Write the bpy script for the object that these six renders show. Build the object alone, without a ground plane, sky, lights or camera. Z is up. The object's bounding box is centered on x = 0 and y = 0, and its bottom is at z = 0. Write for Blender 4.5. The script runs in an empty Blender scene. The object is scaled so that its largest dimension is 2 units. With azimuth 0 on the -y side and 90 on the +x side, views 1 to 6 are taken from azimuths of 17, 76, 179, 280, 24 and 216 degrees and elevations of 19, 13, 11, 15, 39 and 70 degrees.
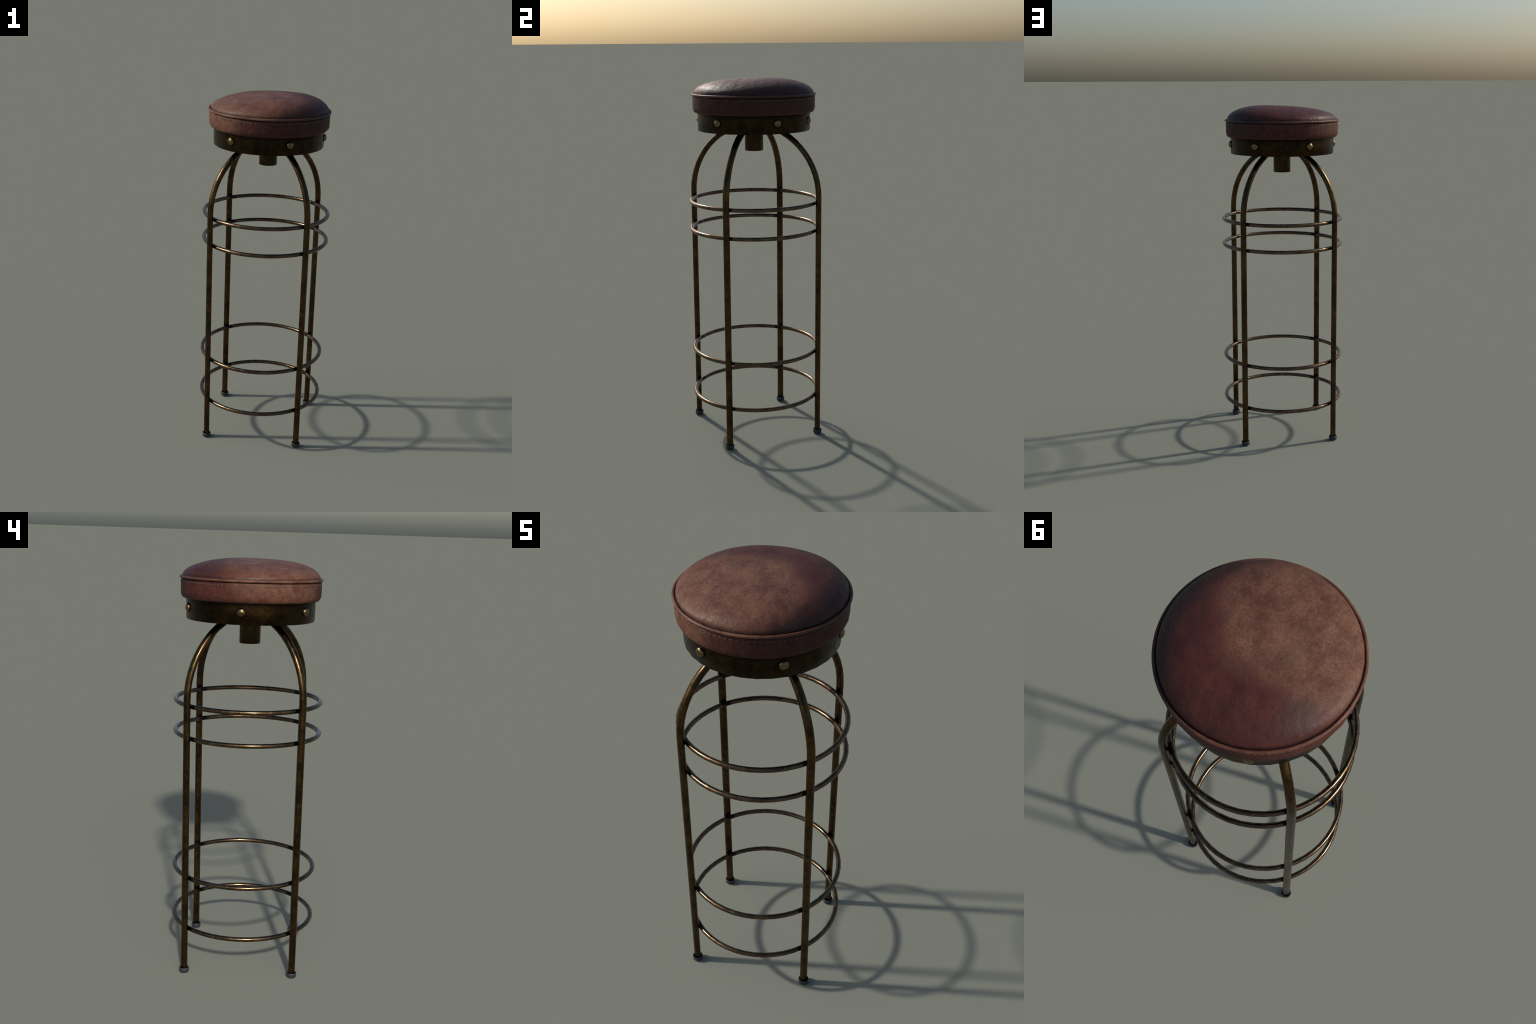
"""Vintage bar stool: round leather cushion on a riveted metal drum,
four bent tubular legs braced by four round hoops, rubber foot caps."""
import bpy, bmesh, math
from math import sin, cos, pi, radians, sqrt
from mathutils import Vector, Matrix

# ------------------------------------------------------------------ sizes (m)
SEG = 32                        # facets around the turned parts
PHASE = radians(-2.8)           # where their first facet corner stands
LEG_ANGLES = [53.0, 143.0, 233.0, 323.0]
LEG_R, LEG_TUBE = 0.3765, 0.0152          # distance of leg axis, tube radius
BEND_Z, BEND_R = 1.365, 0.385             # where the leg starts to bend in
HOOP_Z = [1.3307, 1.1778, 0.4863, 0.224]
HOOP_R, HOOP_TUBE = 0.3508, 0.0112
DRUM_BOTTOM, DRUM_TOP = 1.7180, 1.820
RIVET_Z = 1.7735
RIVET_ANGLES = [-114.0, -51.7, 9.7, 59.0, 119.8, 183.0]
PIPE_Z, PIPE_R, PIPE_TUBE = 1.9110, 0.3329, 0.0063
SEAM_ANGLE = 45.0

scene = bpy.context.scene


# ------------------------------------------------------------------ node kit
class Nodes:
    """Small helper for writing shader graphs as expressions."""

    def __init__(self, name):
        self.mat = bpy.data.materials.new(name)
        self.mat.use_nodes = True
        self.nt = self.mat.node_tree
        self.nt.nodes.clear()
        self.out = self.nt.nodes.new("ShaderNodeOutputMaterial")
        self.bsdf = self.nt.nodes.new("ShaderNodeBsdfPrincipled")
        self.nt.links.new(self.bsdf.outputs[0], self.out.inputs[0])
        self.coord = self.nt.nodes.new("ShaderNodeTexCoord").outputs["Object"]

    def put(self, sock, v):
        if hasattr(v, "is_linked"):
            self.nt.links.new(v, sock)
        elif isinstance(v, tuple) and len(v) == 3 and sock.type == "RGBA":
            sock.default_value = (*v, 1)
        else:
            sock.default_value = v

    def math(self, op, a, b=0.0, c=0.0, clamp=False):
        n = self.nt.nodes.new("ShaderNodeMath")
        n.operation, n.use_clamp = op, clamp
        for s, v in zip(n.inputs, (a, b, c)):
            self.put(s, v)
        return n.outputs[0]

    def vmath(self, op, a, b=(0, 0, 0)):
        n = self.nt.nodes.new("ShaderNodeVectorMath")
        n.operation = op
        self.put(n.inputs[0], a)
        self.put(n.inputs[1], b)
        return n.outputs["Value"] if op in ("LENGTH", "DISTANCE", "DOT_PRODUCT") else n.outputs[0]

    def xyz(self, v=None):
        n = self.nt.nodes.new("ShaderNodeSeparateXYZ")
        self.put(n.inputs[0], v or self.coord)
        return n.outputs

    def vec(self, x, y, z):
        n = self.nt.nodes.new("ShaderNodeCombineXYZ")
        for s, v in zip(n.inputs, (x, y, z)):
            self.put(s, v)
        return n.outputs[0]

    def stretch(self, sx, sy, sz, v=None):
        n = self.nt.nodes.new("ShaderNodeMapping")
        self.put(n.inputs["Vector"], v or self.coord)
        n.inputs["Scale"].default_value = (sx, sy, sz)
        return n.outputs[0]

    def noise(self, scale, detail=4, rough=0.55, v=None, distort=0.0):
        n = self.nt.nodes.new("ShaderNodeTexNoise")
        self.put(n.inputs["Vector"], v or self.coord)
        n.inputs["Scale"].default_value = scale
        n.inputs["Detail"].default_value = detail
        n.inputs["Roughness"].default_value = rough
        n.inputs["Distortion"].default_value = distort
        return n.outputs["Fac"]

    def voronoi(self, scale, v=None, feature="F1"):
        n = self.nt.nodes.new("ShaderNodeTexVoronoi")
        n.feature = feature
        self.put(n.inputs["Vector"], v or self.coord)
        n.inputs["Scale"].default_value = scale
        return n.outputs["Distance"]

    def step(self, v, lo, hi, a=0.0, b=1.0):
        n = self.nt.nodes.new("ShaderNodeMapRange")
        n.interpolation_type = "SMOOTHSTEP"
        self.put(n.inputs["Value"], v)
        n.inputs["From Min"].default_value = lo
        n.inputs["From Max"].default_value = hi
        n.inputs["To Min"].default_value = a
        n.inputs["To Max"].default_value = b
        return n.outputs[0]

    def mix(self, f, a, b, blend="MIX"):
        n = self.nt.nodes.new("ShaderNodeMix")
        n.data_type, n.blend_type = "RGBA", blend
        self.put(n.inputs[0], f)
        self.put(n.inputs[6], a)
        self.put(n.inputs[7], b)
        return n.outputs[2]

    def bump(self, height, strength, dist, normal=None):
        n = self.nt.nodes.new("ShaderNodeBump")
        n.inputs["Strength"].default_value = strength
        n.inputs["Distance"].default_value = dist
        self.put(n.inputs["Height"], height)
        if normal is not None:
            self.put(n.inputs["Normal"], normal)
        return n.outputs[0]

    def per_object(self):
        """Object coordinates shifted by a random amount for every copy."""
        n = self.nt.nodes.new("ShaderNodeObjectInfo")
        return self.vmath("ADD", self.coord, self.vec(self.math("MULTIPLY", n.outputs["Random"], 7.3),
                                                      self.math("MULTIPLY", n.outputs["Random"], 3.1), 0.0))

    def set(self, **kw):
        for k, v in kw.items():
            self.put(self.bsdf.inputs[k.replace("_", " ")], v)
        return self.mat


# ------------------------------------------------------------------ materials
def leather_relief(m):
    grain = m.voronoi(210.0)
    pores = m.noise(130.0, 3, 0.6)
    creases = m.noise(34.0, 4, 0.55)
    swell = m.noise(15.0, 3, 0.5, m.stretch(1.0, 0.55, 1.0))
    h = m.math("ADD", m.math("MULTIPLY", grain, 0.25), m.math("MULTIPLY", pores, 0.35))
    h = m.bump(swell, 0.6, 0.008, m.bump(h, 0.30, 0.0028))
    return m.bump(creases, 0.42, 0.005, h)


def leather_top():
    """Worn seat leather: tan where it has been sat on, ox-blood around it,
    with a grey rubbed patch and a darker rim on the far side."""
    m = Nodes("worn_seat_leather")
    x, y, z = m.xyz()
    flat = m.vec(x, y, 0.0)
    hide = m.vmath("ADD", m.coord, (0.37, 0.61, 0.23))    # off the noise lattice's origin
    cloud = m.noise(5.5, 3, 0.5, hide)
    blotch = m.noise(13.0, 4, 0.55, hide)
    mottle = m.noise(62.0, 5, 0.62, hide)
    fine = m.noise(130.0, 3, 0.6, hide)
    tone = m.math("ADD", m.math("MULTIPLY", blotch, 0.60), m.math("MULTIPLY", mottle, 0.40))
    # tan, rubbed area
    dx = m.math("ADD", x, 0.03)                           # the rub runs out to the -x rim
    dx = m.math("MAXIMUM", dx, m.math("MULTIPLY", dx, -0.72))
    d = m.vmath("LENGTH", m.vec(dx, m.math("ADD", y, 0.12), 0.0))
    d = m.math("ADD", d, m.math("MULTIPLY", m.math("SUBTRACT", cloud, 0.5), 0.16))
    d = m.math("ADD", d, m.math("MULTIPLY", m.math("SUBTRACT", tone, 0.5), 0.24))
    worn = m.step(d, 0.185, 0.290, 1.0, 0.0)
    tan = m.mix(m.step(tone, 0.31, 0.69), (0.092, 0.034, 0.023), (0.198, 0.095, 0.057))
    tan = m.mix(m.step(cloud, 0.55, 0.75, 0.0, 0.35), tan, (0.112, 0.068, 0.045))
    red = m.mix(m.step(tone, 0.36, 0.66), (0.050, 0.0140, 0.0128), (0.090, 0.0265, 0.0185))
    col = m.mix(worn, red, tan)
    col = m.mix(m.step(fine, 0.34, 0.60, 0.42, 0.0), col, (0.050, 0.022, 0.018))
    # grey rubbed patch
    rel = m.vmath("SUBTRACT", flat, (-0.232, 0.108, 0.0))
    gd = m.vmath("LENGTH", m.vec(m.vmath("DOT_PRODUCT", rel, (0.52, 0.39, 0.0)),
                                 m.vmath("DOT_PRODUCT", rel, (-0.60, 0.80, 0.0)), 0.0))
    gd = m.math("ADD", gd, m.math("MULTIPLY", m.math("SUBTRACT", blotch, 0.5), 0.07))
    col = m.mix(m.step(gd, 0.005, 0.070, 0.60, 0.0), col, (0.050, 0.029, 0.023))
    # darker far side, reaching furthest round along the rim
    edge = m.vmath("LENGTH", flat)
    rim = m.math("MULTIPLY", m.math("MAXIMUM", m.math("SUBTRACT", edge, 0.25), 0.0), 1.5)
    far_dark = m.math("ADD", m.math("ADD", x, rim), m.math("MULTIPLY", m.math("SUBTRACT", tone, 0.5), 0.10))
    col = m.mix(m.step(far_dark, 0.210, 0.305, 0.0, 0.48), col, (0.024, 0.0150, 0.0130))
    # occlusion tinted into the crease beside the piping
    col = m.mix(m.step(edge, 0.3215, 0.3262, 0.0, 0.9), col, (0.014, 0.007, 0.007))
    rough = m.step(mottle, 0.3, 0.7, 0.58, 0.45)
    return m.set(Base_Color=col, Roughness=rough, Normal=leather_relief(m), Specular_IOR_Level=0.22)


def leather_side():
    m = Nodes("side_leather")
    x, y, z = m.xyz()
    blotch = m.noise(7.0, 4, 0.5)
    mottle = m.noise(34.0, 5, 0.6)
    fine = m.noise(110.0, 4, 0.6)
    facing = m.math("DIVIDE", m.vmath("DOT_PRODUCT", m.coord, (-0.74, -0.67, 0.0)), 0.332)
    facing = m.math("ADD", facing, m.math("MULTIPLY", m.math("SUBTRACT", blotch, 0.5), 0.9))
    worn = m.step(facing, 0.62, 1.0)
    red = m.mix(m.step(mottle, 0.33, 0.68), (0.056, 0.0155, 0.0125), (0.092, 0.0290, 0.0205))
    tan = m.mix(m.step(mottle, 0.32, 0.66), (0.100, 0.038, 0.025), (0.158, 0.075, 0.047))
    col = m.mix(worn, red, tan)
    col = m.mix(m.step(fine, 0.38, 0.60, 0.30, 0.0), col, (0.050, 0.021, 0.018))
    shade_side = m.vmath("DOT_PRODUCT", m.coord, (0.90, -0.40, 0.0))     # the base colour is deeper on the +x side
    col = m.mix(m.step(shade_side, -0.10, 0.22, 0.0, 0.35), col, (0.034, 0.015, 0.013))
    # one old stain on the back; shade painted under the piping; a paler hem
    stain = m.vmath("DISTANCE", m.stretch(1.25, 1.0, 0.8), (0.027 * 1.25, 0.331, 1.845 * 0.8))
    stain = m.math("ADD", stain, m.math("MULTIPLY", m.math("SUBTRACT", mottle, 0.5), 0.010))
    col = m.mix(m.step(stain, 0.011, 0.017, 0.45, 0.0), col, (0.020, 0.013, 0.012))
    col = m.mix(m.step(z, 1.8985, 1.9030, 0.0, 0.92), col, (0.010, 0.005, 0.005))
    col = m.mix(m.step(z, 1.813, 1.827, 0.45, 0.0), col, (0.125, 0.060, 0.042))
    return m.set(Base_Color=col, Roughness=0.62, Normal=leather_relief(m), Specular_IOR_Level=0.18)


def leather_piping():
    m = Nodes("piping_leather")
    blotch = m.noise(9.0, 4, 0.6)
    col = m.mix(m.step(blotch, 0.35, 0.65), (0.088, 0.031, 0.021), (0.165, 0.074, 0.046))
    side = m.vmath("DOT_PRODUCT", m.coord, (0.86, 0.51, 0.0))
    col = m.mix(m.step(side, 0.10, 0.27, 0.0, 0.8), col, (0.040, 0.021, 0.021))
    h = m.noise(120.0, 3, 0.6)
    return m.set(Base_Color=col, Roughness=0.48, Normal=m.bump(h, 0.2, 0.002), Specular_IOR_Level=0.25)


def thread(name, colour):
    m = Nodes(name)
    return m.set(Base_Color=m.mix(m.noise(300.0, 2), colour, tuple(c * 0.6 for c in colour)), Roughness=0.8)


def aged_metal(name, dark, warm, pale, rough, copies=True, joints=None):
    """Brown-black oxide over warm metal, mottled, rubbed pale in places."""
    m = Nodes(name)
    v = m.per_object() if copies else m.coord
    cloud = m.noise(13.0, 5, 0.62, v)
    mottle = m.noise(48.0, 5, 0.65, v)
    speck = m.noise(190.0, 3, 0.6, v)
    col = m.mix(m.step(cloud, 0.36, 0.64), dark, warm)
    col = m.mix(m.step(mottle, 0.54, 0.72, 0.0, 0.65), col, pale)
    col = m.mix(m.step(speck, 0.36, 0.52, 0.40, 0.0), col, tuple(c * 0.4 for c in dark))
    if joints:
        col = joints(m, col)
    r = m.math("ADD", m.step(mottle, 0.3, 0.7, -0.05, 0.07), rough, clamp=True)
    h = m.math("ADD", m.math("MULTIPLY", speck, 0.5), mottle)
    return m.set(Base_Color=col, Metallic=1.0, Roughness=r, Normal=m.bump(h, 0.10, 0.0015))


def hoop_joint_painted_ao(m, col):
    """Ambient occlusion painted where a hoop is brazed to the four legs."""
    x, y, z = m.xyz()
    a = m.math("ARCTAN2", y, x)
    a = m.math("ADD", a, 4 * pi - radians(53.0) + pi / 4)
    a = m.math("ABSOLUTE", m.math("SUBTRACT", m.math("MODULO", a, pi / 2), pi / 4))
    return m.mix(m.step(a, 0.045, 0.085, 0.85, 0.0), col, (0.010, 0.008, 0.006))


def leg_joint_painted_ao(m, col):
    """Baked-in contact shade on the inner side of a leg beside each hoop, at the cap and under the drum."""
    x, y, z = m.xyz()
    near = None
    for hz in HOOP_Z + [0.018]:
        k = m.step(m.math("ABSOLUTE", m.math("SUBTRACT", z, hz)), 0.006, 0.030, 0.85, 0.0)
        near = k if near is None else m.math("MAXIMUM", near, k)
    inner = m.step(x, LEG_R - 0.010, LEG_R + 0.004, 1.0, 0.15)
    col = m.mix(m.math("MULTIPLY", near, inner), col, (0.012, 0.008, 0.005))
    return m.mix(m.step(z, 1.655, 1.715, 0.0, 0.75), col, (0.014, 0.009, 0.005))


def drum_dark_top(m, col):
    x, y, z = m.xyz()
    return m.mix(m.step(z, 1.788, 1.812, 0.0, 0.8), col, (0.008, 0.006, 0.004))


def rubber():
    m = Nodes("foot_rubber")
    n = m.noise(60.0, 4, 0.6, m.per_object())
    return m.set(Base_Color=m.mix(n, (0.015, 0.017, 0.022), (0.036, 0.039, 0.047)), Roughness=0.5,
                 Normal=m.bump(n, 0.15, 0.002))


# ------------------------------------------------------------------ geometry
def make(name, bm, mat, parent, smooth=180.0):
    me = bpy.data.meshes.new(name)
    bmesh.ops.recalc_face_normals(bm, faces=bm.faces)
    lim = radians(smooth)
    for f in bm.faces:
        f.smooth = True
    for e in bm.edges:
        if len(e.link_faces) == 2 and e.calc_face_angle(0.0) > lim:
            e.smooth = False
    bm.to_mesh(me)
    bm.free()
    me.materials.append(mat)
    ob = bpy.data.objects.new(name, me)
    scene.collection.objects.link(ob)
    ob.parent = parent
    return ob


def copy(ob, name, parent, matrix):
    o = ob.copy()
    o.name = name
    scene.collection.objects.link(o)
    o.parent = parent
    o.matrix_local = matrix
    return o


def turned(profile, seg=SEG, phase=PHASE, close=False, centre=(0, 0)):
    """Revolve an (r, z) profile about the z axis."""
    bm = bmesh.new()
    rows = []
    for r, z in profile:
        if r < 1e-6:
            rows.append([bm.verts.new((centre[0], centre[1], z))])
        else:
            rows.append([bm.verts.new((centre[0] + r * cos(phase + 2 * pi * i / seg),
                                       centre[1] + r * sin(phase + 2 * pi * i / seg), z)) for i in range(seg)])
    if close:
        rows.append(rows[0])
    for a, b in zip(rows, rows[1:]):
        for i in range(seg):
            j = (i + 1) % seg
            q = []
            for v in (a[i % len(a)], a[j % len(a)], b[j % len(b)], b[i % len(b)]):
                if v not in q:
                    q.append(v)
            if len(q) > 2:
                bm.faces.new(q)
    return bm


def ring(radius, z, tube, seg, sides, phase=PHASE):
    prof = [(radius + tube * cos(2 * pi * k / sides), z + tube * sin(2 * pi * k / sides)) for k in range(sides)]
    return turned(prof, seg, phase, close=True)


def tube(points, radius, sides=14, widen=1.19):
    """Slightly oval tube along a path that lies in the x-z plane."""
    bm = bmesh.new()
    rows = []
    for i, p in enumerate(points):
        a, b = points[max(i - 1, 0)], points[min(i + 1, len(points) - 1)]
        t = (Vector(b) - Vector(a)).normalized()
        side = Vector((0, 1, 0))
        up = t.cross(side)
        rows.append([bm.verts.new(Vector(p) + radius * (cos(2 * pi * k / sides) * up + widen * sin(2 * pi * k / sides) * side))
                     for k in range(sides)])
    for a, b in zip(rows, rows[1:]):
        for k in range(sides):
            bm.faces.new((a[k], a[(k + 1) % sides], b[(k + 1) % sides], b[k]))
    bm.faces.new(rows[0])
    bm.faces.new(rows[-1][::-1])
    return bm


def cushion_height(rho, th):
    """Crown of the cushion; its stuffing has shifted towards +x."""
    h = 0.0870 * (1 - rho ** 2.53) ** 0.4815
    w = 1 - rho * rho
    h += w * (rho * (0.0173 * cos(th) + 0.0084 * sin(th)) + rho ** 3 * (0.0187 * cos(th) - 0.0007 * sin(th))
              + rho ** 2 * (-0.0048 * cos(2 * th) - 0.0128 * sin(2 * th))
              + rho ** 3 * (-0.0040 * cos(3 * th) + 0.0191 * sin(3 * th)))
    # slack hide: shallow slanting folds across the near half of the crown
    x, y = rho * cos(th), rho * sin(th)
    fold = sin(33.0 * (y + 0.55 * x) + 1.6 * sin(3.1 * x + 0.7) + 1.1 * sin(4.3 * y)) + 0.5 * sin(19.0 * (y - 0.3 * x) + 2.0)
    near = max(0.0, min(1.0, 0.55 + 0.8 * x)) * w * rho
    return h + 0.0013 * fold * near


# ------------------------------------------------------------------ the stool
stool = bpy.data.objects.new("bar_stool", None)
scene.collection.objects.link(stool)
stool["label"] = "tall vintage bar stool with worn brown leather seat and bronze tube legs"
stool["category"] = "bar stool"

# --- cushion
RE, ZB = 0.3265, 1.9120
bm = bmesh.new()
rings_n, dome_seg = 44, 128
rows = [[bm.verts.new((0, 0, ZB + cushion_height(0, 0)))]]
for j in range(1, rings_n + 1):
    rho = 0.987 * sin(pi / 2 * j / rings_n)              # rings crowd towards the steep edge
    row = []
    for i in range(dome_seg):
        th = PHASE + 2 * pi * i / dome_seg
        row.append(bm.verts.new((RE * rho * cos(th), RE * rho * sin(th), ZB + cushion_height(rho, th))))
    rows.append(row)
for rho, z in ((0.9995, 1.9150), (0.9995, 1.9030)):   # tuck behind the piping
    row = []
    for i in range(dome_seg):
        th = PHASE + 2 * pi * i / dome_seg
        flat = cos(pi / SEG) / cos(((th - PHASE) % (2 * pi / SEG)) - pi / SEG)
        row.append(bm.verts.new((RE * rho * flat * cos(th), RE * rho * flat * sin(th), z)))
    rows.append(row)
for a, b in zip(rows, rows[1:]):
    for i in range(dome_seg):
        k = (i + 1) % dome_seg
        if len(a) == 1:
            bm.faces.new((a[0], b[i], b[k]))
        else:
            bm.faces.new((a[i], b[i], b[k], a[k]))
top = max(v.co.z for v in bm.verts)
for v in bm.verts:                                       # crown stands exactly 2 m above the floor
    if v.co.z > 1.916:
        v.co.z = 1.912 + (v.co.z - 1.912) * (2.0 - 1.912) / (top - 1.912)
cushion = make("cushion", bm, leather_top(), stool)

side = turned([(0.318, 1.909), (0.3270, 1.9050), (0.3305, 1.9030), (0.3322, 1.8990), (0.3327, 1.880), (0.3327, 1.860),
               (0.3325, 1.845), (0.3317, 1.833), (0.3280, 1.8225), (0.3215, 1.8158), (0.3125, 1.8128), (0.300, 1.8120),
               (0.0, 1.8120)], 64)
for v in side.verts:                                     # keep the 32 soft facets of the wall
    r = sqrt(v.co.x ** 2 + v.co.y ** 2)
    if r > 0.1:
        a = (math.atan2(v.co.y, v.co.x) - PHASE) % (2 * pi / SEG)
        f = cos(pi / SEG) / cos(a - pi / SEG)
        v.co.x *= f
        v.co.y *= f
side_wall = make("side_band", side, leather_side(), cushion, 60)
piping = make("piping", ring(PIPE_R, PIPE_Z, PIPE_TUBE, 64, 12), leather_piping(), cushion)

# stitching: one row under the piping, one upright at the side seam
def stitch(bm, angle, z, length, r, upright, tilt=0.0):
    sides, rows = 6, []
    a = radians(angle)
    base = Vector((0.3325 * cos(a), 0.3325 * sin(a), z))
    tang = Vector((-sin(a), cos(a), 0))
    along = Vector((0, 0, 1)) if upright else tang
    across = tang if upright else Vector((0, 0, 1))
    along = (along + across * tilt).normalized()
    out = Vector((cos(a), sin(a), 0))
    across = out.cross(along)
    for s, k in ((-0.5, 0.35), (-0.38, 1.0), (0.38, 1.0), (0.5, 0.35)):
        c = base + along * (length * s) - out * (0.0 if k == 1.0 else r * 0.7)
        rows.append([bm.verts.new(c + k * r * (cos(pi / 3 * q) * across + 0.32 * sin(pi / 3 * q) * out))
                     for q in range(sides)])
    for p, q in zip(rows, rows[1:]):
        for i in range(sides):
            bm.faces.new((p[i], p[(i + 1) % sides], q[(i + 1) % sides], q[i]))
    bm.faces.new(rows[0])
    bm.faces.new(rows[-1])

count = 98
bm = bmesh.new()
for i in range(count):
    a = SEAM_ANGLE + 360.0 * (i + 0.5) / count
    if 1.2 < abs((a - SEAM_ANGLE + 180) % 360 - 180):
        stitch(bm, a, 1.8908 + 0.0004 * sin(i * 2.1), 0.0128, 0.0019, False, 0.05 * sin(i * 1.7))
stitching = make("stitching", bm, thread("pale_thread", (0.130, 0.094, 0.064)), cushion)
stitching["kind"] = "stuff"
bm = bmesh.new()
for i in range(6):
    stitch(bm, SEAM_ANGLE + (0.25 if i % 2 else -0.25), 1.885 - 0.0118 * i, 0.0085, 0.0014, True, 0.25 * (-1) ** i)
seam = make("seam_stitching", bm, thread("dark_thread", (0.030, 0.050, 0.058)), cushion)
seam["kind"] = "stuff"

# --- metal drum under the cushion
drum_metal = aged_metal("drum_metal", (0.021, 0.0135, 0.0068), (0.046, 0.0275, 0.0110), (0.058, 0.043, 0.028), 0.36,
                        copies=False, joints=drum_dark_top)
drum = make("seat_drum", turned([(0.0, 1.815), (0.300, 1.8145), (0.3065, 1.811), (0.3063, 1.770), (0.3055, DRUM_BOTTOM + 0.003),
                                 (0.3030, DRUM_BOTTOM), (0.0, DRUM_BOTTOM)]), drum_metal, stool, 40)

post_metal = aged_metal("post_metal", (0.036, 0.023, 0.0125), (0.066, 0.043, 0.021), (0.09, 0.065, 0.040), 0.38, copies=False)
post = make("centre_post", turned([(0.0, 1.722), (0.0503, 1.722), (0.0503, 1.608), (0.0485, 1.6055), (0.0, 1.6055)], 24),
            post_metal, drum, 40)

rivet_shade_metal = aged_metal("rivet_modelled_shade", (0.012, 0.008, 0.005), (0.022, 0.015, 0.008), (0.03, 0.022, 0.014), 0.45)
brass = aged_metal("rivet_brass", (0.165, 0.110, 0.054), (0.255, 0.170, 0.082), (0.32, 0.225, 0.12), 0.23)
hw = 0.0205
rivet_prof = [(0.0245, -0.004), (0.0245, 0.0008), (0.0238, 0.0012), (hw, 0.0006), (hw * 0.99, 0.0025)] + \
             [(hw * cos(t), 0.0025 + 0.0122 * sin(t)) for t in (radians(d) for d in (12, 24, 36, 48, 60, 72, 81))] + \
             [(0, 0.0147)]
first = None
for a in RIVET_ANGLES:
    t = radians(a)
    k = (t - PHASE) % (2 * pi / SEG) - pi / SEG
    face_r = 0.3062 * cos(pi / SEG) / cos(k)
    rot = Matrix.Rotation(t, 4, "Z") @ Matrix.Translation((face_r - 0.0006, 0, RIVET_Z)) @ Matrix.Rotation(pi / 2, 4, "Y")
    if first is None:
        first = make("rivet", turned(rivet_prof, 20, 0.0), brass, drum, 70)
        first.data.materials.append(rivet_shade_metal)
        for f in first.data.polygons:                    # dark flange modelled for the contact shadow round the head
            if min(first.data.vertices[i].co.xy.length for i in f.vertices) > hw - 1e-4:
                f.material_index = 1
        first.matrix_local = rot
    else:
        copy(first, "rivet", drum, rot)

# --- legs: straight, then an arc that leans in under the drum
path = [(LEG_R, 0, 0.006)] + [(LEG_R, 0, BEND_Z * f) for f in (0.25, 0.5, 0.75, 1.0)]
steps, sweep = 10, radians(62.0)
for i in range(1, steps + 1):
    t = sweep * i / steps
    path.append((LEG_R - BEND_R * (1 - cos(t)), 0, BEND_Z + BEND_R * sin(t)))
last, prev = Vector(path[-1]), Vector(path[-2])
path.append(tuple(last + (last - prev).normalized() * 0.06))
path = [p for p in path if p[2] < 1.765]
leg_metal = aged_metal("leg_metal", (0.050, 0.032, 0.015), (0.112, 0.065, 0.025), (0.155, 0.107, 0.060), 0.27,
                       joints=leg_joint_painted_ao)
cap_rubber = rubber()
cap_prof = [(0.0, 0.0), (0.0185, 0.0), (0.0220, 0.0014), (0.0238, 0.0050), (0.0242, 0.0120), (0.0241, 0.0200),
            (0.0233, 0.0232), (0.0220, 0.0242), (0.0205, 0.0232), (0.0195, 0.0205), (0.0192, 0.013), (0.0, 0.013)]
leg0 = cap0 = None
for a in LEG_ANGLES:
    rot = Matrix.Rotation(radians(a), 4, "Z")
    if leg0 is None:
        leg0 = leg = make("leg", tube(path, LEG_TUBE), leg_metal, stool, 50)
        leg.matrix_local = rot
        cap0 = make("foot_cap", turned(cap_prof, 20, 0.0), cap_rubber, leg, 60)
        cap0.matrix_local = Matrix.Translation((LEG_R, 0, 0))
    else:
        leg = copy(leg0, "leg", stool, rot)
        copy(cap0, "foot_cap", leg, Matrix.Translation((LEG_R, 0, 0)))

# --- hoops brazed inside the legs
hoop_metal = aged_metal("hoop_metal", (0.095, 0.064, 0.040), (0.168, 0.109, 0.062), (0.26, 0.185, 0.118), 0.23,
                        joints=hoop_joint_painted_ao)
hoop0 = None
for z in HOOP_Z:
    if hoop0 is None:
        hoop0 = make("footrest_hoop", ring(HOOP_R, 0.0, HOOP_TUBE, 48, 12, radians(53.0)), hoop_metal, stool)
        hoop0.location.z = z
    else:
        copy(hoop0, "footrest_hoop", stool, Matrix.Translation((0, 0, z)))
